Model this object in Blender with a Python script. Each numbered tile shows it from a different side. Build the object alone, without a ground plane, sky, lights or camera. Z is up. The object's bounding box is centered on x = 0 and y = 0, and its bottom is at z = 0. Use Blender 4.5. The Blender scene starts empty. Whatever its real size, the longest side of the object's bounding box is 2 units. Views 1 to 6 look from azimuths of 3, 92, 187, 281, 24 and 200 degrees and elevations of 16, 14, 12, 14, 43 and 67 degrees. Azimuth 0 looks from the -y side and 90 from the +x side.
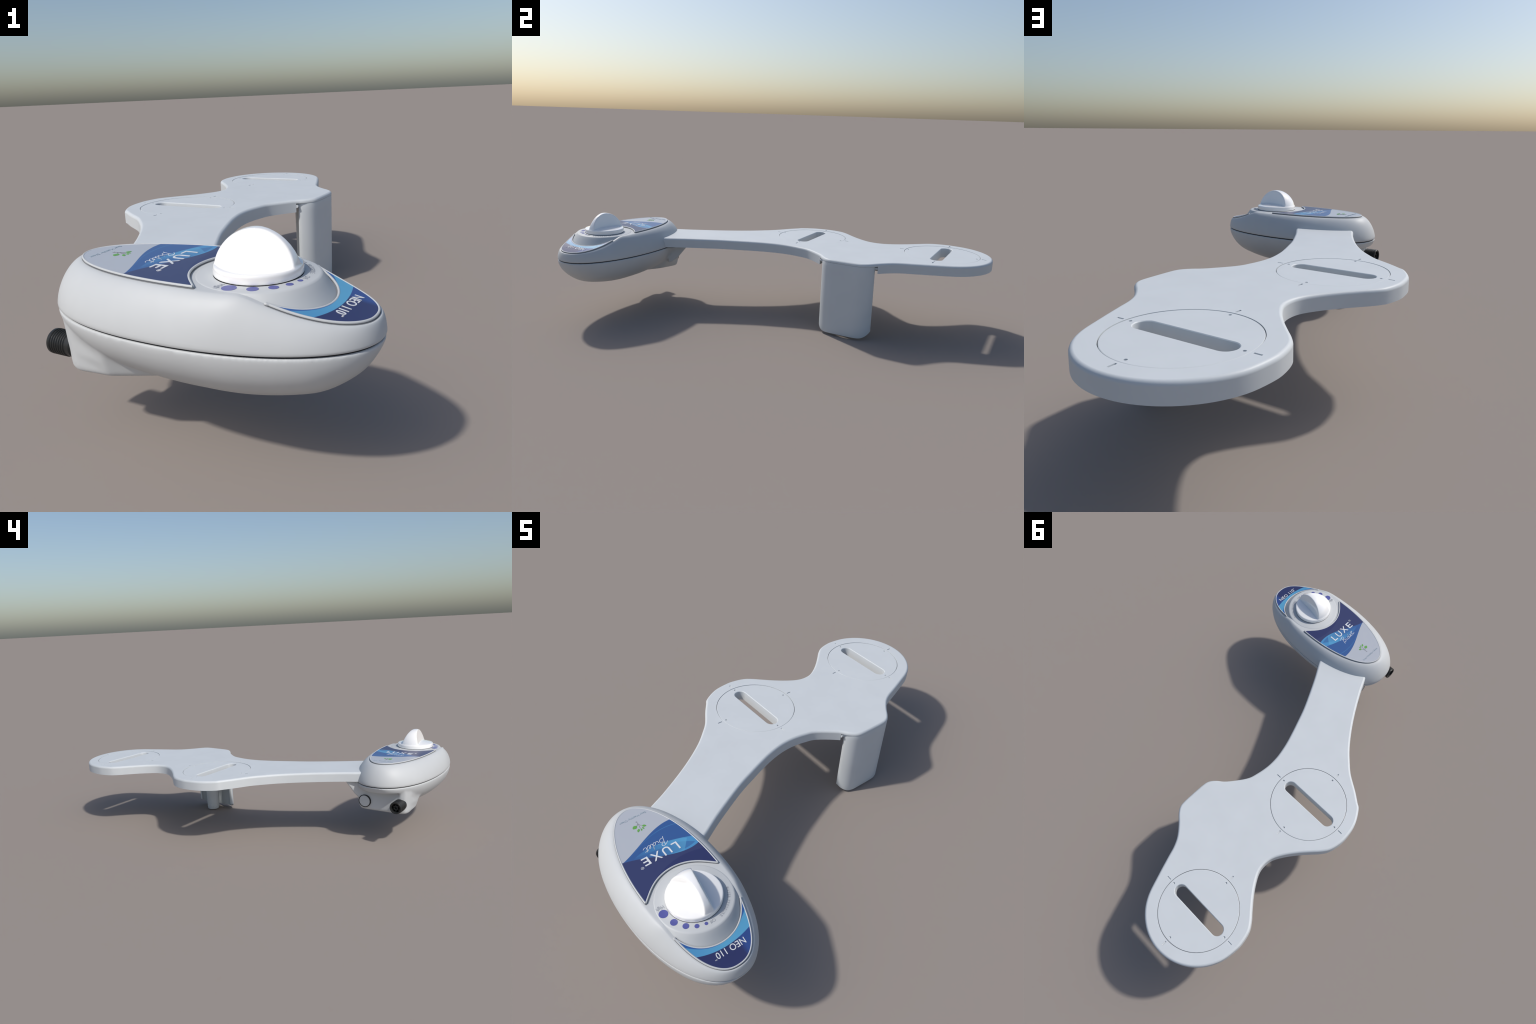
"""White plastic toilet-seat bidet attachment: mounting plate with two slotted
discs, an oval control housing with a printed label and a knob, a nozzle with
its guard, and a black threaded water inlet.

Everything is modelled in the object's own frame (X = long axis of the oval
housing, Y = from the housing towards the far disc) and the root empty turns
that frame by -26 degrees into the world."""
import math
import bpy
import bmesh
from mathutils import Vector, Matrix
from mathutils.geometry import delaunay_2d_cdt

TURN = math.radians(-26.0)

# ---------------------------------------------------------------- helpers
root = bpy.data.objects.new("bidet_attachment", None)
bpy.context.scene.collection.objects.link(root)
root.rotation_euler = (0, 0, TURN)
root["label"] = "white plastic toilet bidet attachment with oval control housing and knob"
root["category"] = "bidet attachment"


def add_object(name, mesh, material, parent=root, kind=None):
    obj = bpy.data.objects.new(name, mesh)
    bpy.context.scene.collection.objects.link(obj)
    obj.parent = parent
    if material:
        mesh.materials.clear()
        mesh.materials.append(material)
    if kind:
        obj["kind"] = kind
    return obj


def bm_to_mesh(bm, name, angle=35):
    bmesh.ops.recalc_face_normals(bm, faces=bm.faces)
    me = bpy.data.meshes.new(name)
    bm.to_mesh(me)
    bm.free()
    smooth(me, angle)
    return me


def smooth(me, angle=35):
    for p in me.polygons:
        p.use_smooth = True
    bm = bmesh.new()
    bm.from_mesh(me)
    limit = math.radians(angle)
    for e in bm.edges:
        if len(e.link_faces) == 2:
            e.smooth = e.calc_face_angle(0) < limit
    bm.to_mesh(me)
    bm.free()


def weigh_normals(obj):
    m = obj.modifiers.new("weighted", "WEIGHTED_NORMAL")
    m.keep_sharp = True
    m.weight = 100


def apply_modifiers(obj):
    graph = bpy.context.evaluated_depsgraph_get()
    me = bpy.data.meshes.new_from_object(obj.evaluated_get(graph))
    old = obj.data
    obj.modifiers.clear()
    obj.data = me
    bpy.data.meshes.remove(old)
    return me


def spline(points, closed=True, steps=6):
    """Catmull-Rom curve (centripetal enough for these even spacings)."""
    pts = [Vector(p) for p in points]
    n = len(pts)
    out = []
    for i in range(n if closed else n - 1):
        if closed:
            a, b, c, d = pts[i - 1], pts[i], pts[(i + 1) % n], pts[(i + 2) % n]
        else:
            b, c = pts[i], pts[i + 1]
            a = pts[i - 1] if i else b * 2 - c
            d = pts[i + 2] if i + 2 < n else c * 2 - b
        for s in range(steps):
            t = s / steps
            out.append(0.5 * (2 * b + (c - a) * t + (2 * a - 5 * b + 4 * c - d) * t * t
                              + (3 * b - a - 3 * c + d) * t ** 3))
    if not closed:
        out.append(pts[-1])
    return out


def offset_outline(points, dist):
    """Move a closed counter-clockwise 2D outline outwards by dist."""
    n = len(points)
    out = []
    for i in range(n):
        t = (points[(i + 1) % n] - points[i - 1]).normalized()
        out.append(Vector((points[i].x + t.y * dist, points[i].y - t.x * dist)))
    return out


def loft(bm, rings, close=True):
    """Bridge a list of equally long vertex-position rings."""
    made = [[bm.verts.new(p) for p in ring] for ring in rings]
    n = len(made[0])
    for a, b in zip(made, made[1:]):
        for i in range(n if close else n - 1):
            j = (i + 1) % n
            bm.faces.new((a[i], a[j], b[j], b[i]))
    return made


def lathe(profile, segments=64, axis="Z", centre=(0, 0, 0), caps=True):
    """Turn (radius, height) pairs round an axis."""
    bm = bmesh.new()
    rings = []
    for r, h in profile:
        ring = []
        for k in range(segments):
            a = 2 * math.pi * k / segments
            c, s = r * math.cos(a), r * math.sin(a)
            p = (c, s, h) if axis == "Z" else (h, c, s)
            ring.append(Vector(p) + Vector(centre))
        rings.append(ring)
    made = loft(bm, rings)
    if caps:
        bm.faces.new(made[0])
        bm.faces.new(made[-1])
    return bm


def tube(points, radius, closed=True, sides=10):
    """Round bead along a 3D polyline."""
    bm = bmesh.new()
    n = len(points)
    rings = []
    for i, p in enumerate(points):
        if closed:
            t = points[(i + 1) % n] - points[i - 1]
        else:
            t = points[min(i + 1, n - 1)] - points[max(i - 1, 0)]
        t.normalize()
        side = t.cross(Vector((0, 0, 1))).normalized()
        up = side.cross(t)
        rings.append([p + radius * (math.cos(2 * math.pi * k / sides) * side
                                    + math.sin(2 * math.pi * k / sides) * up)
                      for k in range(sides)])
    if closed:
        rings.append(rings[0])
    made = loft(bm, rings)
    if not closed:
        bm.faces.new(made[0])
        bm.faces.new(made[-1])
    bmesh.ops.remove_doubles(bm, verts=bm.verts, dist=1e-6)
    return bm


def prism(outline, z0, z1):
    bm = bmesh.new()
    made = loft(bm, [[Vector((p[0], p[1], z0)) for p in outline],
                     [Vector((p[0], p[1], z1)) for p in outline]])
    bm.faces.new(made[0])
    bm.faces.new(made[-1])
    return bm


def circle(cx, cy, r, n=64):
    return [Vector((cx + r * math.cos(2 * math.pi * k / n), cy + r * math.sin(2 * math.pi * k / n)))
            for k in range(n)]


def temp_object(bm, name="helper"):
    me = bm_to_mesh(bm, name)
    obj = bpy.data.objects.new(name, me)
    bpy.context.scene.collection.objects.link(obj)
    return obj


def boolean(obj, cutter, operation="DIFFERENCE"):
    m = obj.modifiers.new("cut", "BOOLEAN")
    m.operation = operation
    m.solver = "EXACT"
    m.object = cutter
    bpy.context.view_layer.update()
    apply_modifiers(obj)
    me = cutter.data
    bpy.data.objects.remove(cutter)
    bpy.data.meshes.remove(me)


def merge_bm(target, source):
    me = bpy.data.meshes.new("merge")
    source.to_mesh(me)
    source.free()
    target.from_mesh(me)
    bpy.data.meshes.remove(me)


# ---------------------------------------------------------------- materials
def node_material(name):
    mat = bpy.data.materials.new(name)
    mat.use_nodes = True
    return mat, mat.node_tree, mat.node_tree.nodes["Principled BSDF"]


def plain(name, colour, rough=0.4, specular=0.5, grain=0.0, coat=0.0, metallic=0.0):
    """One colour, with a very faint cloudy variation and optional fine grain."""
    mat, tree, bsdf = node_material(name)
    nodes, links = tree.nodes, tree.links
    coord = nodes.new("ShaderNodeTexCoord")
    noise = nodes.new("ShaderNodeTexNoise")
    noise.inputs["Scale"].default_value = 9.0
    noise.inputs["Detail"].default_value = 3.0
    links.new(coord.outputs["Object"], noise.inputs["Vector"])
    ramp = nodes.new("ShaderNodeValToRGB")
    ramp.color_ramp.elements[0].color = (*[c * 0.985 for c in colour], 1)
    ramp.color_ramp.elements[1].color = (*[min(1, c * 1.015) for c in colour], 1)
    ramp.color_ramp.elements[0].position = 0.35
    ramp.color_ramp.elements[1].position = 0.65
    links.new(noise.outputs["Fac"], ramp.inputs["Fac"])
    links.new(ramp.outputs["Color"], bsdf.inputs["Base Color"])
    bsdf.inputs["Roughness"].default_value = rough
    bsdf.inputs["Specular IOR Level"].default_value = specular
    bsdf.inputs["Coat Weight"].default_value = coat
    bsdf.inputs["Metallic"].default_value = metallic
    if grain:
        fine = nodes.new("ShaderNodeTexNoise")
        fine.inputs["Scale"].default_value = 260.0
        links.new(coord.outputs["Object"], fine.inputs["Vector"])
        bump = nodes.new("ShaderNodeBump")
        bump.inputs["Strength"].default_value = grain
        bump.inputs["Distance"].default_value = 0.001
        links.new(fine.outputs["Fac"], bump.inputs["Height"])
        links.new(bump.outputs["Normal"], bsdf.inputs["Normal"])
    return mat


PLATE = plain("plate_plastic", (0.605, 0.638, 0.655), 0.48, 0.4, 0.04)
SHELL = plain("housing_plastic", (0.545, 0.563, 0.57), 0.5, 0.4, 0.03)
DEEP = plain("dark_joint_filler", (0.02, 0.02, 0.022), 0.7, 0.2)  # near-black of the solid pieces that stand in for open joints
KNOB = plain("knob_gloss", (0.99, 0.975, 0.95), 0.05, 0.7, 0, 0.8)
KNOB.node_tree.nodes["Principled BSDF"].inputs["IOR"].default_value = 1.65
BLACK = plain("black_rubber", (0.018, 0.019, 0.019), 0.38, 0.4)
WHITE_INK = plain("white_ink", (0.70, 0.72, 0.74), 0.4, 0.4)
GREY_INK = plain("grey_ink", (0.34, 0.36, 0.40), 0.4, 0.4)
PALE_INK = plain("pale_blue_ink", (0.34, 0.42, 0.48), 0.4, 0.4)
DOT_INK = plain("violet_ink", (0.095, 0.105, 0.33), 0.35, 0.4)
GREEN_INK = plain("leaf_green_ink", (0.13, 0.36, 0.075), 0.4, 0.4)
STEM_INK = plain("stem_ink", (0.09, 0.09, 0.10), 0.4, 0.4)


class Mask:
    """Small node-building language for label artwork in object coordinates."""

    def __init__(self, tree, centre_y):
        self.tree = tree
        coord = tree.nodes.new("ShaderNodeTexCoord")
        sep = tree.nodes.new("ShaderNodeSeparateXYZ")
        tree.links.new(coord.outputs["Object"], sep.inputs[0])
        self.x = sep.outputs["X"]
        self.y = self.math("SUBTRACT", sep.outputs["Y"], centre_y)

    def math(self, op, a, b=0.0, clamp=False):
        n = self.tree.nodes.new("ShaderNodeMath")
        n.operation = op
        n.use_clamp = clamp
        for i, v in enumerate((a, b)):
            if isinstance(v, (int, float)):
                n.inputs[i].default_value = v
            else:
                self.tree.links.new(v, n.inputs[i])
        return n.outputs[0]

    def poly(self, *coef):
        """Horner polynomial in y."""
        acc = coef[0]
        for c in coef[1:]:
            acc = self.math("ADD", self.math("MULTIPLY", acc, self.y), c)
        return acc

    def beyond(self, curve, soft=0.0008):
        """1 where x lies past the curve x = p(y)."""
        d = self.math("SUBTRACT", self.x, curve)
        return self.math("ADD", self.math("DIVIDE", d, soft), 0.5, True)

    def both(self, a, b):
        return self.math("MULTIPLY", a, b)

    def no(self, a):
        return self.math("SUBTRACT", 1.0, a)

    def mix(self, under, over, fac):
        n = self.tree.nodes.new("ShaderNodeMix")
        n.data_type = "RGBA"
        for v, i in ((under, 6), (over, 7)):
            if isinstance(v, tuple):
                n.inputs[i].default_value = (*v, 1)
            else:
                self.tree.links.new(v, n.inputs[i])
        self.tree.links.new(fac, n.inputs[0])
        return n.outputs[2]


AXIS_Y = -0.6725          # mirror line of the housing
GREY, NAVY = (0.45, 0.475, 0.52), (0.030, 0.038, 0.120)
BLUE, CYAN, LIGHT = (0.040, 0.105, 0.29), (0.070, 0.26, 0.50), (0.105, 0.355, 0.57)


def main_label_material():
    mat, tree, bsdf = node_material("main_label_print")
    m = Mask(tree, AXIS_Y)
    grey_edge = m.poly(10.3, 1.2, -0.452, 0.1945)
    navy_edge = m.poly(-11.2, -0.916, 0.451, 0.293)
    cyan_low = m.poly(-6.1, 2.39, 0.09, 0.242)
    streak = m.poly(15.5, 0.53, 0.129, 0.256)
    thin = m.poly(4.0, 2.2, -0.30, 0.2005)
    past_grey, past_navy = m.beyond(grey_edge), m.beyond(navy_edge)
    past_low, past_streak = m.beyond(cyan_low), m.beyond(streak)
    fade = m.math("ADD", m.math("MULTIPLY", m.y, 5.5), 0.62, True)
    col = m.mix(GREY, BLUE, past_grey)
    line = m.both(m.both(m.beyond(thin), m.no(m.beyond(m.math("ADD", thin, 0.0022)))), past_grey)
    col = m.mix(col, CYAN, m.both(line, m.math("MULTIPLY", fade, 0.55)))
    col = m.mix(col, CYAN, m.both(past_low, fade))
    inner = m.both(past_streak, m.no(m.beyond(m.math("SUBTRACT", navy_edge, m.math("MULTIPLY", m.y, 0.09)))))
    col = m.mix(col, BLUE, m.both(inner, m.math("MULTIPLY", m.beyond(m.poly(0.15, 0.262)), 0.6)))
    bright = m.both(past_low, m.beyond(m.poly(0.9, 0.182)))
    bright = m.both(bright, m.no(m.math("MULTIPLY", m.beyond(m.poly(-1.2, 0.400)), 1.0)))
    col = m.mix(col, LIGHT, m.math("MULTIPLY", bright, m.math("MULTIPLY", m.y, 7.0, True)))
    swirl = m.beyond(m.poly(2.5, -0.25, 0.335))
    deep = m.mix((0.040, 0.050, 0.135), NAVY, swirl)
    col = m.mix(col, deep, past_navy)
    tree.links.new(col, bsdf.inputs["Base Color"])
    bsdf.inputs["Roughness"].default_value = 0.3
    bsdf.inputs["Specular IOR Level"].default_value = 0.45
    return mat


def front_label_material():
    mat, tree, bsdf = node_material("front_label_print")
    m = Mask(tree, AXIS_Y)
    outer = m.beyond(m.poly(2.1, -1.9, 0.021, 0.656))
    inner = m.beyond(m.poly(4.0, -4.0, -0.05, 0.6415))
    col = m.mix((0.035, 0.12, 0.36), LIGHT, inner)
    col = m.mix(col, CYAN, m.both(inner, m.math("MULTIPLY", m.math("MULTIPLY", m.y, -9.0, True), 0.8)))
    navy = m.mix((0.035, 0.075, 0.25), NAVY, m.math("SUBTRACT", 1.0, m.math("ADD", m.math("MULTIPLY", m.y, 60.0), -1.9, True)))
    col = m.mix(col, navy, outer)
    tree.links.new(col, bsdf.inputs["Base Color"])
    bsdf.inputs["Roughness"].default_value = 0.3
    bsdf.inputs["Specular IOR Level"].default_value = 0.45
    return mat


MAIN_LABEL, FRONT_LABEL = main_label_material(), front_label_material()

# ---------------------------------------------------------------- mounting plate
PLATE_TOP, PLATE_BOTTOM = 0.3480, 0.3025
DISC_X, DISC_A, DISC_B, MID_Y = -0.2206, 0.7535, 0.0915, 0.4225
ARC = 0.226

# half outline of the two-lobed plate, mirrored about MID_Y (front side, then back)
front_half = [(0.186, 0.030), (0.185, 0.058), (0.182, 0.078), (0.173, 0.0965), (0.154, 0.1175), (0.120, 0.147),
              (0.0825, 0.188), (0.0595, 0.229), (0.042, 0.277), (0.012, 0.357)]
lobe = [(DISC_X + ARC * math.cos(math.radians(a)), DISC_A - MID_Y + ARC * math.sin(math.radians(a)))
        for a in (29, 47, 66, 85, 104, 123, 142, 161, 180)]
back_half = [(-0.4435, 0.284), (-0.431, 0.240), (-0.409, 0.207), (-0.382, 0.177), (-0.345, 0.135), (-0.311, 0.090), (-0.284, 0.042)]
far_end = [(x, MID_Y + y) for x, y in front_half + lobe + back_half]
near_front = [(x, MID_Y - y) for x, y in front_half[:7]]
near_lobe = [(DISC_X + ARC * math.cos(math.radians(a)), DISC_B - ARC * math.sin(math.radians(a)))
             for a in (180, 161, 142)]
near_back = [(x, MID_Y - y) for x, y in back_half]
arm_back = [(-0.373, -0.069), (-0.328, -0.103), (-0.261, -0.148), (-0.219, -0.187), (-0.166, -0.244),
            (-0.109, -0.321), (-0.055, -0.407), (0.000, -0.507), (0.036, -0.582), (0.075, -0.645)]
arm_front = [(0.300, -0.575), (0.266, -0.495), (0.218, -0.411), (0.174, -0.326), (0.133, -0.241),
             (0.105, -0.170), (0.080, -0.103), (0.060, -0.042), (0.0445, 0.0286), (0.0415, 0.0913),
             (0.050, 0.152), (0.066, 0.202)]
outline = far_end + [(-0.2765, MID_Y)] + near_back[::-1] + near_lobe + arm_back + arm_front + near_front[::-1][1:]
# keep the direction counter-clockwise
outline = [p.to_2d() for p in spline([(x, y, 0) for x, y in outline], True, 5)]
area = sum(a.x * b.y - b.x * a.y for a, b in zip(outline, outline[1:] + outline[:1]))
if area < 0:
    outline.reverse()

bm = bmesh.new()
fillet = 0.0105
rings = [(0.0, PLATE_BOTTOM), (0.0, PLATE_TOP - fillet)]
for k in range(1, 7):
    a = math.pi / 2 * k / 6
    rings.append((-fillet * (1 - math.cos(a)), PLATE_TOP - fillet * (1 - math.sin(a))))
made = loft(bm, [[Vector((p.x, p.y, z)) for p in offset_outline(outline, d)] for d, z in rings])
bm.faces.new(made[0])
bm.faces.new(made[-1])
plate = temp_object(bm, "mounting_plate")

GROOVE = 0.1722
cutters = bmesh.new()
for cy in (DISC_A, DISC_B):
    for z0, z1 in ((0.2, 0.4),):
        merge_bm(cutters, prism(circle(DISC_X, cy, GROOVE, 96), z0, z1))
# clearance for the nozzle guard under the front tab
merge_bm(cutters, prism([Vector(p) for p in ((0.085, 0.2835), (0.30, 0.2835), (0.30, 0.5570), (0.085, 0.5570))],
                        0.25, 0.3350))
# index dashes around each disc
for cy in (DISC_A, DISC_B):
    for k in range(4):
        d = Matrix.Rotation(k * math.pi / 2, 2)
        box = [d @ Vector(p) + Vector((DISC_X, cy)) for p in
               ((0.179, -0.0028), (0.199, -0.0028), (0.199, 0.0028), (0.179, 0.0028))]
        merge_bm(cutters, prism(box, PLATE_TOP - 0.0035, PLATE_TOP + 0.01))
boolean(plate, temp_object(cutters))
smooth(plate.data, 30)
me = plate.data
bpy.data.objects.remove(plate)
plate = add_object("mounting_plate", me, PLATE)
weigh_normals(plate)

# slotted adjustment discs
bm = bmesh.new()
R = 0.1706
prof = [(R, PLATE_BOTTOM + 0.0005), (R, PLATE_TOP - 0.0022), (R - 0.0006, PLATE_TOP - 0.0012), (R - 0.0022, PLATE_TOP - 0.0004)]
made = loft(bm, [[Vector((r * math.cos(2 * math.pi * k / 96), r * math.sin(2 * math.pi * k / 96), z)) for k in range(96)]
                 for r, z in prof])
bm.faces.new(made[0])
bm.faces.new(made[-1])
disc = temp_object(bm, "adjustment_disc")


def slot_outline(half_length, half_width, n=14):
    pts = []
    c = half_length - half_width
    for side in (1, -1):
        for k in range(n + 1):
            a = math.radians(-90 + 180 * k / n)
            pts.append(Vector((side * (c + half_width * math.cos(a)), side * half_width * math.sin(a))))
    return pts


bm = bmesh.new()
shape = [(0.1390, 0.0262, 0.25), (0.1390, 0.0262, PLATE_TOP - 0.0045), (0.1398, 0.0270, PLATE_TOP - 0.002),
         (0.1420, 0.0292, PLATE_TOP - 0.0003), (0.1430, 0.0302, PLATE_TOP + 0.004)]
made = loft(bm, [[Vector((p.x, p.y, z)) for p in slot_outline(l, w)] for l, w, z in shape])
bm.faces.new(made[0])
bm.faces.new(made[-1])
for k in range(4):
    a = k * math.pi / 2
    merge_bm(bm, prism(circle(0.1572 * math.cos(a), 0.1572 * math.sin(a), 0.0042, 20),
                       PLATE_TOP - 0.005, PLATE_TOP + 0.01))
boolean(disc, temp_object(bm))
smooth(disc.data, 30)
me = disc.data
bpy.data.objects.remove(disc)
for cy in (DISC_A, DISC_B):
    d = add_object("adjustment_disc", me, PLATE, plate)
    d.location = (DISC_X, cy, 0)
    weigh_normals(d)

# ---------------------------------------------------------------- nozzle and guard
NOZZLE = (0.104, MID_Y)
prof = [(0.026, 0.0), (0.0315, 0.0015), (0.0335, 0.006), (0.0345, 0.0345), (0.0338, 0.0352), (0.0338, 0.037),
        (0.0352, 0.0378), (0.0375, 0.15), (0.0405, 0.285), (0.0405, 0.34)]
bm = lathe(prof, 48, "Z", (NOZZLE[0], NOZZLE[1], 0))
nozzle = add_object("nozzle", bm_to_mesh(bm, "nozzle", 28), PLATE)
# small arched ribs round the nozzle tip
ribs = bmesh.new()
for k in range(6):
    mid = math.radians(60 * k + 25)
    pts = []
    for i in range(9):
        t = -1 + i / 4
        a = mid + t * 0.40
        pts.append(Vector((NOZZLE[0] + 0.0342 * math.cos(a), NOZZLE[1] + 0.0342 * math.sin(a), 0.013 + 0.011 * (1 - abs(t)) )))
    merge_bm(ribs, tube(pts, 0.0010, False, 6))
add_object("nozzle_rib", bm_to_mesh(ribs, "nozzle_rib"), PLATE, nozzle, "stuff")

# guard: a curved apron that follows the front tab of the plate
half = [(0.128, 0.1220), (0.142, 0.1205), (0.158, 0.1115), (0.171, 0.0985), (0.1800, 0.082), (0.1850, 0.062), (0.186, 0.032)]
path = [Vector((x, MID_Y - y, 0)) for x, y in half] + [Vector((0.186, MID_Y, 0))] + \
       [Vector((x, MID_Y + y, 0)) for x, y in reversed(half)]
path = spline(path, False, 6)
path = [p.to_2d() for p in path]
thick = 0.013
n = len(path)
inner = []
for i in range(n):
    t = (path[min(i + 1, n - 1)] - path[max(i - 1, 0)]).normalized()
    inner.append(path[i] - thick * Vector((t.y, -t.x)))


def guard_bottom(p):
    """Lower edge: level in the middle, corners swept up."""
    d = max(0.0, abs(p.y - MID_Y) - 0.080) / 0.0445
    return 0.0075 + 0.037 * (1 - math.sqrt(max(0.0, 1 - min(1, d) ** 2)))


bm = bmesh.new()
GUARD_TOP = 0.3346
layers = 12
cols = []
for i in range(n):
    zb = guard_bottom(path[i])
    cols.append([Vector((path[i].x, path[i].y, zb + (GUARD_TOP - zb) * k / layers)) for k in range(layers + 1)]
                + [Vector((inner[i].x, inner[i].y, zb + (GUARD_TOP - zb) * (layers - k) / layers)) for k in range(layers + 1)])
made = loft(bm, cols)
bm.faces.new(made[0])
bm.faces.new(made[-1])
guard = temp_object(bm, "nozzle_guard")
bev = guard.modifiers.new("round", "BEVEL")
bev.width, bev.segments, bev.limit_method, bev.angle_limit = 0.003, 3, "ANGLE", math.radians(50)
me = apply_modifiers(guard)
bpy.data.objects.remove(guard)
smooth(me, 30)
guard = add_object("nozzle_guard", me, PLATE)
# hinge pin that shows in the two clearance notches
bm = lathe([(0.006, 0.2845), (0.006, 0.556)], 20)
pin = bm_to_mesh(bm, "hinge_pin")
pin.transform(Matrix.Translation((0.128, 0, 0.3245)) @ Matrix.Rotation(math.radians(-90), 4, "X"))
add_object("hinge_pin", pin, PLATE, guard)

# ---------------------------------------------------------------- housing shapes
SEAM = 0.2970
LID = 0.3935                       # shell under the lid plates


def power_half(u, n):
    return max(0.0, 1 - min(1.0, abs(u)) ** n) ** (1 / n)


def egg(theta, cx, left, right, b, n_left, n_right):
    """Point on an egg-shaped outline (superellipse halves) by angle."""
    c, s = math.cos(theta), math.sin(theta)
    a, n = (right, n_right) if c >= 0 else (left, n_left)
    x = cx + a * math.copysign(abs(c) ** (2 / n), c)
    y = AXIS_Y + b * math.copysign(abs(s) ** (2 / n), s)
    return Vector((x, y))


def seam_outline(theta, grow=0.0):
    return egg(theta, 0.345, 0.356 + grow, 0.387 + grow, 0.1865 + grow, 2.2, 2.08)


def lid_outline(theta, shrink=0.0):
    return egg(theta, 0.3835, 0.3375 - shrink, 0.3375 - shrink, 0.1325 - shrink, 2.02, 2.3)


def slope_z(x):
    """Front label surface: falls away from the dial and flattens a little."""
    d = x - 0.5577
    return 0.3824 - 0.38 * d + 0.8 * max(0.0, d) ** 2


def lid_height(x):
    """Top surface: level over the label, sloping down to the front end."""
    slope = slope_z(x) - 0.0050
    k = 0.006
    h = max(0.0, min(1.0, 0.5 + 0.5 * (LID - slope) / k))
    return slope * h + LID * (1 - h) - k * h * (1 - h)


# upper shell
N = 192
angles = [2 * math.pi * k / N for k in range(N)]
rings = []
rings.append([(*seam_outline(a, -0.012), SEAM + 0.0022) for a in angles])
rings.append([(*seam_outline(a, 0.0), SEAM + 0.0022) for a in angles])
rings.append([(*seam_outline(a, 0.0012), SEAM + 0.004) for a in angles])
steps = 18
for k in range(1, steps + 1):
    phi = math.pi / 2 * k / steps
    out, up = math.cos(phi) ** (2 / 1.6), math.sin(phi) ** (2 / 1.6)
    ring = []
    for a in angles:
        s, l = seam_outline(a, 0.0018), lid_outline(a, -0.0035)
        p = l + (s - l) * out
        top = lid_height(l.x)
        ring.append((p.x, p.y, SEAM + 0.004 + (top - SEAM - 0.004) * up))
    rings.append(ring)
for f in (0.97, 0.9, 0.75, 0.55, 0.3):
    ring = []
    for a in angles:
        l = lid_outline(a, -0.0035)
        x, y = 0.40 + (l.x - 0.40) * f, AXIS_Y + (l.y - AXIS_Y) * f
        ring.append((x, y, lid_height(x)))
    rings.append(ring)
bm = bmesh.new()
made = loft(bm, [[Vector(p) for p in r] for r in rings])
bm.faces.new(made[-1])
bm.faces.new(made[0])
upper = add_object("upper_housing", bm_to_mesh(bm, "upper_housing", 40), SHELL)

# dark solid core added between the shells, shows as the parting line
bm = bmesh.new()
made = loft(bm, [[Vector((*seam_outline(a, -0.0045), z)) for a in angles] for z in (SEAM - 0.008, SEAM + 0.008)])
bm.faces.new(made[0])
bm.faces.new(made[-1])
add_object("parting_core", bm_to_mesh(bm, "parting_core", 60), DEEP)

# lower shell: bowl + valve box + web under the arm, fused and smoothed
belly = spline([(-0.012, 0.2945, 0), (0.02, 0.245, 0), (0.09, 0.200, 0), (0.19, 0.168, 0), (0.30, 0.156, 0),
                (0.40, 0.153, 0), (0.50, 0.159, 0), (0.60, 0.178, 0), (0.65, 0.196, 0), (0.70, 0.234, 0),
                (0.724, 0.270, 0), (0.733, 0.2945, 0)], False, 8)


def belly_z(x):
    for p, q in zip(belly, belly[1:]):
        if p.x <= x <= q.x:
            return p.y + (q.y - p.y) * (x - p.x) / max(1e-9, q.x - p.x)
    return 0.2925


TOP = SEAM - 0.0022
bm = bmesh.new()


def bowl_point(a, out):
    s = seam_outline(a, 0.001)
    c = Vector((0.38, AXIS_Y))
    p = c + (s - c) * out
    # section across the housing at this x: half superellipse
    u = (p.x - 0.345) / (0.388 if p.x > 0.345 else 0.357)
    w = 0.1875 * power_half(u, 2.08 if u > 0 else 2.2)
    v = abs(p.y - AXIS_Y) / max(w, 1e-6)
    z = TOP - (TOP - belly_z(p.x)) * power_half(min(1, v), 1.84 + 0.24 * max(0.0, min(1.0, (p.x - 0.42) / 0.22)))
    return Vector((p.x, p.y, z))


rings = [[bowl_point(a, math.sin(math.pi / 2 * (1 - k / 26)) if k < 26 else 0.004) for a in angles] for k in range(27)]
made = loft(bm, rings)
bm.faces.new(made[0])
bm.faces.new(made[-1])
bmesh.ops.recalc_face_normals(bm, faces=bm.faces)
body = bm

# valve box: lofted footprint, narrower at the top front, merges into the bowl
box_low = [(0.064, -0.774), (0.060, -0.590), (0.064, -0.568), (0.085, -0.552), (0.190, -0.572), (0.250, -0.600), (0.305, -0.640),
           (0.315, -0.700), (0.285, -0.755), (0.18, -0.796), (0.095, -0.800), (0.074, -0.793)]
box_top = [(0.050, -0.772), (0.046, -0.590), (0.046, -0.560), (0.060, -0.540), (0.185, -0.475), (0.260, -0.500), (0.34, -0.58),
           (0.36, -0.70), (0.320, -0.785), (0.19, -0.835), (0.090, -0.808), (0.060, -0.792)]
box_mid = Vector((0.18, -0.68))
bm = bmesh.new()
rings = []
for t, inset, z in ((0.0, 0.014, 0.1580), (0.02, 0.005, 0.1605), (0.08, 0.0, 0.168), (0.35, 0.0, 0.205), (0.7, 0.0, 0.250), (1.0, 0.0, 0.289)):
    ring = []
    for p, q in zip(box_low, box_top):
        c = Vector(p).lerp(Vector(q), t)
        c = c + (box_mid - c).normalized() * inset
        ring.append(Vector((c.x, c.y, z + 0.03 * max(0, c.x - 0.06) * (1 - t))))
    rings.append(ring)
made = loft(bm, rings)
bm.faces.new(made[0])
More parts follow.
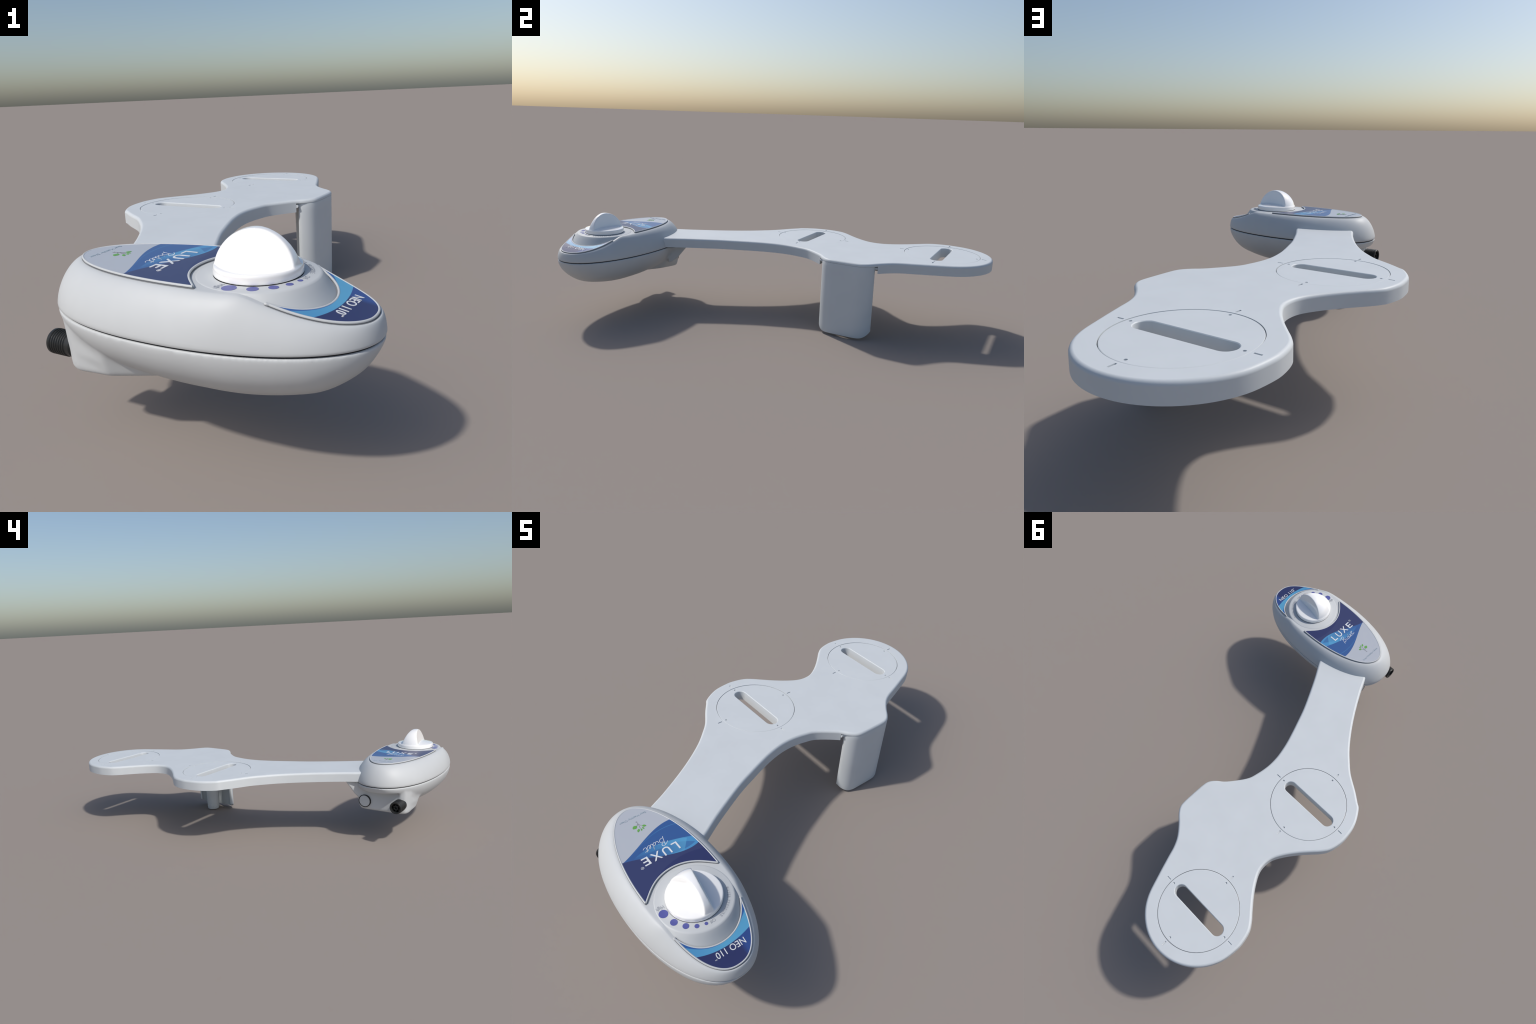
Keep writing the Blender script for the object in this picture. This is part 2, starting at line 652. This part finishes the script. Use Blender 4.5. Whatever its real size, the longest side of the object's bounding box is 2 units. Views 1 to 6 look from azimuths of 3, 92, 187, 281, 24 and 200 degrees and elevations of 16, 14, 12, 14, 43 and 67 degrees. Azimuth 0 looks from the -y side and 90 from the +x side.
bm.faces.new(made[-1])
bmesh.ops.recalc_face_normals(bm, faces=bm.faces)
merge_bm(body, bm)
# web below the arm, swept up to the plate's underside
bm = bmesh.new()
rings = []
for t, z0 in ((0.0, 0.200), (0.25, 0.214), (0.5, 0.236), (0.62, 0.252), (0.8, 0.276), (1.0, 0.3005)):
    near, far = Vector((0.068, -0.580)), Vector((0.012, -0.516))
    near2, far2 = Vector((0.200, -0.520)), Vector((0.168, -0.420))
    a, b = near.lerp(far, t), near2.lerp(far2, t)
    rings.append([Vector((a.x, a.y, z0)), Vector((b.x, b.y, z0)), Vector((b.x, b.y, 0.3035)), Vector((a.x, a.y, 0.3035))])
made = loft(bm, rings)
bm.faces.new(made[0])
bm.faces.new(made[-1])
bmesh.ops.recalc_face_normals(bm, faces=bm.faces)
merge_bm(body, bm)
lower = temp_object(body, "lower_housing")
rem = lower.modifiers.new("fuse", "REMESH")
rem.mode, rem.voxel_size = "VOXEL", 0.003
apply_modifiers(lower)
# shallow alcove for the fittings, below the overhanging lip
alcove = [(-0.05, -0.772), (0.044, -0.772), (0.058, -0.762), (0.061, -0.690), (0.059, -0.60), (0.050, -0.574), (0.03, -0.562), (-0.05, -0.562)]
bm = prism([Vector(p) for p in alcove], 0.10, 0.2655)
boolean(lower, temp_object(bm))
rem = lower.modifiers.new("fuse", "REMESH")
rem.mode, rem.voxel_size = "VOXEL", 0.003
apply_modifiers(lower)
# soft blends below, crisp edge along the parting line
soft = lower.vertex_groups.new(name="soft")
for v in lower.data.vertices:
    soft.add([v.index], max(0.12, min(1.0, (0.285 - v.co.z) / 0.03)), "REPLACE")
sm = lower.modifiers.new("soften", "SMOOTH")
sm.factor, sm.iterations, sm.vertex_group = 0.5, 40, "soft"
me = apply_modifiers(lower)
bpy.data.objects.remove(lower)
smooth(me, 70)
lower = add_object("lower_housing", me, SHELL)

# ---------------------------------------------------------------- dial boss and knob
DIAL = Vector((0.484, -0.6728))
CONE = 0.70
boss_top = 0.3945
prof = [(0.02, boss_top), (0.1185, boss_top), (0.1225, boss_top - 0.0010), (0.1250, boss_top - 0.0034)]
prof += [(0.1250 + CONE * d, boss_top - 0.0034 - d) for d in (0.01, 0.02, 0.035, 0.05)]
bm = lathe(prof, 96, "Z", (DIAL.x, DIAL.y, 0))
# where the cone would leave the housing's side, keep it inside
for v in bm.verts:
    limit = 0.1290 * power_half((v.co.x - 0.3835) / 0.3375, 2.3) - 0.002
    if v.co.z < boss_top - 0.004:
        v.co.y = AXIS_Y + max(-limit, min(limit, v.co.y - AXIS_Y))
boss = add_object("dial_boss", bm_to_mesh(bm, "dial_boss", 50), SHELL)

# knob: low collar plus a dome cut by two slanting walls into a grip
bm = lathe([(0.0875, boss_top + 0.0005), (0.0890, boss_top + 0.002), (0.0885, 0.4120), (0.0865, 0.4145), (0.070, 0.4175), (0.045, 0.4205), (0.01, 0.422)],
           72, "Z", (DIAL.x, DIAL.y, 0))
knob = temp_object(bm, "knob")
bm = bmesh.new()
bmesh.ops.create_uvsphere(bm, u_segments=64, v_segments=40, radius=0.0875)
bmesh.ops.transform(bm, matrix=Matrix.Translation((DIAL.x, DIAL.y, 0.3968)), verts=bm.verts)
for co, no in (((0, 0, 0.400), (0, 0, -1)),
               ((DIAL.x - 0.069, DIAL.y - 0.040, 0.42), (0.157, -0.987, 0.26)),
               ((DIAL.x - 0.062, DIAL.y + 0.039, 0.42), (0.165, 0.986, 0.26))):
    cut = bmesh.ops.bisect_plane(bm, geom=bm.verts[:] + bm.edges[:] + bm.faces[:], plane_co=co, plane_no=no, clear_outer=True)
    edges = [e for e in cut["geom_cut"] if isinstance(e, bmesh.types.BMEdge)]
    bmesh.ops.contextual_create(bm, geom=edges)
boolean(knob, temp_object(bm), "UNION")
rem = knob.modifiers.new("fuse", "REMESH")
rem.mode, rem.voxel_size = "VOXEL", 0.0016
sm = knob.modifiers.new("soften", "SMOOTH")
sm.factor, sm.iterations = 0.5, 16
me = apply_modifiers(knob)
bpy.data.objects.remove(knob)
smooth(me, 80)
knob = add_object("knob", me, KNOB)
# thin solid dark ring under the knob, standing in for a clearance
bm = lathe([(0.080, boss_top - 0.001), (0.0885, boss_top - 0.001), (0.0885, boss_top + 0.0008), (0.080, boss_top + 0.0008)], 64, "Z", (DIAL.x, DIAL.y, 0))
add_object("knob_dark_ring", bm_to_mesh(bm, "knob_dark_ring"), DEEP, knob)

# ---------------------------------------------------------------- label plates
LABEL = 0.3992


def angle_for_x(x, upper_side=True):
    """Angle on the lid outline whose point has this x."""
    lo, hi = 0.0, math.pi
    for _ in range(50):
        mid = (lo + hi) / 2
        if lid_outline(mid).x > x:
            lo = mid
        else:
            hi = mid
    return lo


def resample(points, count):
    lengths = [0.0]
    for p, q in zip(points, points[1:] + points[:1]):
        lengths.append(lengths[-1] + (q - p).length)
    total, out, i = lengths[-1], [], 0
    for k in range(count):
        d = total * k / count
        while lengths[i + 1] < d:
            i += 1
        f = (d - lengths[i]) / max(1e-9, lengths[i + 1] - lengths[i])
        out.append(points[i].lerp(points[(i + 1) % len(points)], f))
    return out


def round_corners(points, passes):
    """Soften the sharp horns of a closed outline a little."""
    for _ in range(passes):
        n = len(points)
        points = [0.25 * points[i - 1] + 0.5 * points[i] + 0.25 * points[(i + 1) % n] for i in range(n)]
    return points


def main_panel_outline():
    cut = 0.1325
    tip = 0.424
    a0 = angle_for_x(tip)
    pts = [lid_outline(a0 + (2 * math.pi - 2 * a0) * k / 120) for k in range(121)]
    start, end = pts[-1] - DIAL, pts[0] - DIAL
    b0, b1 = math.atan2(start.y, start.x) % (2 * math.pi), math.atan2(end.y, end.x) % (2 * math.pi)
    r0 = start.length
    for k in range(1, 60):
        t = k / 60
        r = cut + (r0 - cut) * abs(2 * t - 1) ** 6
        a = b0 + (b1 - b0) * t
        pts.append(DIAL + r * Vector((math.cos(a), math.sin(a))))
    return round_corners(resample(pts, 300), 3)


def front_panel_outline():
    a0 = angle_for_x(0.555)
    pts = [lid_outline(-a0 + 2 * a0 * k / 90) for k in range(91)]
    start, end = pts[-1] - DIAL, pts[0] - DIAL
    b0, b1 = math.atan2(start.y, start.x), math.atan2(end.y, end.x)
    for k in range(1, 60):
        t = k / 60
        a = b0 + (b1 - b0) * t
        r = 0.13
        for _ in range(12):
            r = 0.1250 + CONE * (boss_top - 0.0034 - slope_z(DIAL.x + r * math.cos(a))) + 0.0045
        edge = abs(2 * t - 1) ** 8
        r = r + (start.length - r) * edge
        pts.append(DIAL + r * Vector((math.cos(a), math.sin(a))))
    return round_corners(resample(pts, 240), 2)


def inset_outline(points, d):
    n = len(points)
    area = sum(a.x * b.y - b.x * a.y for a, b in zip(points, points[1:] + points[:1]))
    return offset_outline(points, -d if area > 0 else d)


def label_panel(name, outline2d, height, material):
    face = inset_outline(outline2d, 0.0024)
    n = len(face)
    # interior grid points let the face follow a curved height
    lo = Vector((min(p.x for p in face), min(p.y for p in face)))
    hi = Vector((max(p.x for p in face), max(p.y for p in face)))
    grid = [Vector((lo.x + (hi.x - lo.x) * (i + 0.5) / 30, lo.y + (hi.y - lo.y) * (j + 0.5) / 30)) for i in range(30) for j in range(30)]
    flat, _, tris, _, _, _ = delaunay_2d_cdt(face + grid, [(i, (i + 1) % n) for i in range(n)], [], 1, 1e-6)
    bm = bmesh.new()
    top = [bm.verts.new((p.x, p.y, height(p.x))) for p in flat]
    low = [bm.verts.new((p.x, p.y, height(p.x) - 0.0075)) for p in flat]
    for t in tris:
        bm.faces.new([top[i] for i in t])
        bm.faces.new([low[i] for i in reversed(t)])
    panel = add_object(name, bm_to_mesh(bm, name, 30), material)
    bead = [Vector((p.x, p.y, height(p.x) - 0.0016)) for p in inset_outline(outline2d, 0.0022)]
    add_object("panel_rim", bm_to_mesh(tube(bead, 0.0026), "panel_rim", 80), SHELL, panel)
    groove_path = [Vector((p.x, p.y, height(p.x) - 0.0046)) for p in inset_outline(outline2d, -0.0004)]
    add_object("panel_groove_bead", bm_to_mesh(tube(groove_path, 0.0008, True, 6), "panel_groove_bead", 80), DEEP_GREY, panel)  # solid dark bead added in place of a groove round the panel
    return panel


DEEP_GREY = plain("groove_bead_grey", (0.20, 0.21, 0.225), 0.6, 0.2)
main_panel = label_panel("main_label_panel", main_panel_outline(), lambda x: LABEL, MAIN_LABEL)
front_panel = label_panel("front_label_panel", front_panel_outline(), slope_z, FRONT_LABEL)

# ---------------------------------------------------------------- lettering
FLAT = Matrix.Translation((0, 0, 0)) @ Matrix.Rotation(math.radians(-90), 4, "Z")


def text_mesh(body, weight=0.0):
    cu = bpy.data.curves.new("lettering", "FONT")
    cu.body = body
    cu.size = 1.0
    cu.offset = weight
    cu.extrude = 0.004
    cu.resolution_u = 4
    obj = bpy.data.objects.new("lettering", cu)
    bpy.context.scene.collection.objects.link(obj)
    bpy.context.view_layer.update()
    me = bpy.data.meshes.new_from_object(obj.evaluated_get(bpy.context.evaluated_depsgraph_get()))
    bpy.data.objects.remove(obj)
    bpy.data.curves.remove(cu)
    return me


def place_text(body, start, length, height, z, parent, material, weight=0.0, turn=0.0, drape=None, name="lettering"):
    """Text that reads along -Y with its tops towards +X, scaled to a length and cap height."""
    me = text_mesh(body, weight)
    xs = [v.co.x for v in me.vertices]
    ys = [v.co.y for v in me.vertices]
    x0, sx, sy = min(xs), length / (max(xs) - min(xs)), height / (max(ys) - max(0, min(ys)))
    me.transform(Matrix.Translation((start[0], start[1], z)) @ FLAT
                 @ Matrix.Rotation(turn, 4, "Z")
                 @ Matrix.Diagonal((sx, sy, 0.1, 1)) @ Matrix.Translation((-x0, 0, 0)))
    if drape:
        for v in me.vertices:
            v.co.z += drape(v.co.x)
    return add_object(name, me, material, parent)


# brand word, one letter object each, spaced evenly
for letter, y0, w in (("L", -0.6065, 0.0205), ("U", -0.6365, 0.0270), ("X", -0.6720, 0.0310), ("E", -0.7135, 0.0225)):
    place_text(letter, (0.2675, y0), w, 0.0325, LABEL + 0.0004, main_panel, WHITE_INK, 0.008)
# registered mark: ring and R
ring = [Vector((0.3005 + 0.0046 * math.cos(a), -0.7470 + 0.0046 * math.sin(a), LABEL + 0.0003)) for a in
        [2 * math.pi * k / 24 for k in range(24)]]
add_object("trademark_ring", bm_to_mesh(tube(ring, 0.0006, True, 6), "trademark_ring"), WHITE_INK, main_panel)
place_text("R", (0.2985, -0.7455), 0.0032, 0.0042, LABEL + 0.0004, main_panel, WHITE_INK)

# handwritten word drawn as pen strokes (u along the reading direction, v up)
strokes = [
    [(0.010, 0.030), (0.007, 0.016), (0.002, -0.002), (0.000, -0.006)],
    [(-0.004, 0.020), (0.004, 0.027), (0.014, 0.031), (0.020, 0.028), (0.018, 0.021), (0.010, 0.016), (0.018, 0.013),
     (0.019, 0.006), (0.012, 0.000), (0.004, 0.000)],
    [(0.024, 0.011), (0.025, 0.003), (0.029, 0.001), (0.036, 0.008)],
    [(0.043, 0.011), (0.037, 0.010), (0.034, 0.003), (0.038, 0.000), (0.043, 0.006), (0.049, 0.026), (0.045, 0.012),
     (0.045, 0.002), (0.049, 0.001), (0.055, 0.006), (0.060, 0.011), (0.057, 0.013), (0.053, 0.007), (0.055, 0.001),
     (0.060, 0.001), (0.067, 0.008), (0.072, 0.022), (0.068, 0.006), (0.070, 0.001), (0.076, 0.002), (0.081, 0.006)],
    [(0.064, 0.015), (0.071, 0.017), (0.079, 0.018)],
    [(0.0275, 0.0165), (0.0282, 0.0172)],
]
pen = bmesh.new()
for s in strokes:
    pts = spline([(0.2285 + v + 0.04 * u, -0.6300 - u, LABEL + 0.0003) for u, v in s], False, 5)
    merge_bm(pen, tube(pts, 0.00085, False, 6))
bmesh.ops.scale(pen, vec=(1, 1, 0.35), space=Matrix.Translation((0, 0, -LABEL)), verts=pen.verts)
add_object("handwritten_word", bm_to_mesh(pen, "handwritten_word", 80), WHITE_INK, main_panel)

place_text("Easy Healthy Clean", (0.0895, -0.6220), 0.0985, 0.0078, LABEL + 0.0004, main_panel, PALE_INK)


# leaf emblem: five leaflets on a twig
def leaflet(base, tip, width):
    base, tip = Vector(base), Vector(tip)
    d = tip - base
    side = Vector((-d.y, d.x)).normalized()
    prof = ((0, 0), (0.15, 0.55), (0.35, 0.95), (0.55, 1.0), (0.75, 0.72), (0.9, 0.35), (1, 0))
    pts = [base + d * t + side * width * w for t, w in prof] + [base + d * t - side * width * w for t, w in reversed(prof[1:-1])]
    return prism(pts, LABEL - 0.001, LABEL + 0.0005)


for base, tip, w in (((0.1330, -0.6770), (0.1385, -0.6950), 0.0072), ((0.1485, -0.6770), (0.1605, -0.6875), 0.0040),
                     ((0.1525, -0.6700), (0.1610, -0.6745), 0.0028), ((0.1480, -0.6650), (0.1590, -0.6630), 0.0028),
                     ((0.1420, -0.6630), (0.1500, -0.6500), 0.0046)):
    add_object("leaf_emblem", bm_to_mesh(leaflet(base, tip, w), "leaf_emblem", 30), GREEN_INK, main_panel)
twig = bmesh.new()
for s in ([(0.1140, -0.6725), (0.1220, -0.6690), (0.1340, -0.6700), (0.1440, -0.6720), (0.1520, -0.6715)],
          [(0.1300, -0.6695), (0.1360, -0.6660), (0.1420, -0.6635)], [(0.1260, -0.6695), (0.1300, -0.6740), (0.1340, -0.6775)],
          [(0.1180, -0.6705), (0.1150, -0.6670)]):
    merge_bm(twig, tube(spline([(x, y, LABEL + 0.0002) for x, y in s], False, 4), 0.0005, False, 6))
add_object("twig_emblem", bm_to_mesh(twig, "twig_emblem", 80), STEM_INK, main_panel)

# model name on the sloping front plate
place_text("NEO 110", (0.6600, -0.6180), 0.0985, 0.0190, 0.0005, front_panel, WHITE_INK, 0.004, math.radians(-2), slope_z)
place_text("TM", (0.6715, -0.7185), 0.0065, 0.0035, 0.0005, front_panel, WHITE_INK, 0, 0, slope_z)

# dial print: growing dots and words
for x, y, d in ((0.4795, -0.7775, 0.0285), (0.5220, -0.7672, 0.0225), (0.5531, -0.7459, 0.0195), (0.5723, -0.7202, 0.0145), (0.5813, -0.6936, 0.0108)):
    add_object("pressure_dot", bm_to_mesh(prism(circle(x, y, d / 2, 32), boss_top - 0.001, boss_top + 0.0005), "pressure_dot"), DOT_INK, boss)
place_text("High", (0.4520, -0.7640), 0.0240, 0.0115, boss_top + 0.0003, boss, GREY_INK)
place_text("Off", (0.5800, -0.6650), 0.0180, 0.0100, boss_top + 0.0003, boss, GREY_INK)
words = "WATER PRESSURE"
widths = {"W": 1.25, "A": 1.0, "T": 0.9, "E": 0.85, "R": 0.95, " ": 0.55, "P": 0.9, "S": 0.85, "U": 1.0}
total = sum(widths[c] for c in words)
run = 0.0
for c in words:
    mid = (run + widths[c] / 2) / total
    run += widths[c]
    if c == " ":
        continue
    a = math.radians(76 - 62 * mid)
    me = text_mesh(c)
    xs = [v.co.x for v in me.vertices]
    ys = [v.co.y for v in me.vertices]
    w = 0.0060 * widths[c]
    me.transform(Matrix.Translation((DIAL.x, DIAL.y, boss_top + 0.0003)) @ Matrix.Rotation(a - math.pi / 2, 4, "Z")
                 @ Matrix.Translation((-w / 2, 0.1000, 0)) @ Matrix.Diagonal((w / (max(xs) - min(xs)), 0.0088 / (max(ys) - min(ys)), 0.1, 1))
                 @ Matrix.Translation((-min(xs), -min(ys), 0)))
    add_object("dial_lettering", me, GREY_INK, boss)

# ---------------------------------------------------------------- water inlet and blanking cap
IY, IZ = -0.7705, 0.2080
prof = [(0.0235, 0.075), (0.0275, 0.070)]
x = 0.056
while x > 0.012:
    prof += [(0.0268, x), (0.0290, x - 0.0018), (0.0290, x - 0.0032), (0.0268, x - 0.0050)]
    x -= 0.0068
prof += [(0.0285, 0.011), (0.0285, 0.006), (0.0270, 0.0040), (0.0220, 0.0040), (0.0205, 0.0050), (0.0200, 0.026),
         (0.0125, 0.026), (0.0120, 0.012), (0.0105, 0.0105), (0.0070, 0.0105), (0.0062, 0.018), (0.002, 0.018)]
bm = lathe(prof, 56, "X", (0, IY, IZ))
inlet = add_object("water_inlet", bm_to_mesh(bm, "water_inlet", 40), BLACK)
for k in range(6):
    a = math.pi / 3 * k
    me = bm_to_mesh(prism([Vector(p) for p in ((-0.0012, -0.004), (0.0012, -0.004), (0.0012, 0.004), (-0.0012, 0.004))], -0.004, 0.012), "inlet_rib")
    me.transform(Matrix.Translation((0.014, IY, IZ)) @ Matrix.Rotation(a, 4, "X") @ Matrix.Translation((0, 0, 0.0165)) @ Matrix.Rotation(math.pi / 2, 4, "Y")
                 @ Matrix.Rotation(math.pi / 2, 4, "Z") @ Matrix.Translation((0, 0, 0)))
    add_object("inlet_rib", me, BLACK, inlet)

CY, CZ = -0.5935, 0.2045
bm = lathe([(0.0272, 0.075), (0.0275, 0.0520), (0.0285, 0.0508), (0.0300, 0.0508), (0.0308, 0.0520), (0.0308, 0.075)], 48, "X", (0, CY, CZ), False)
cap_ring = add_object("cap_ring", bm_to_mesh(bm, "cap_ring", 40), BLACK)
bm = lathe([(0.0272, 0.075), (0.0272, 0.0525), (0.0262, 0.0515), (0.005, 0.0512)], 48, "X", (0, CY, CZ))
add_object("blanking_cap", bm_to_mesh(bm, "blanking_cap", 40), SHELL, cap_ring)
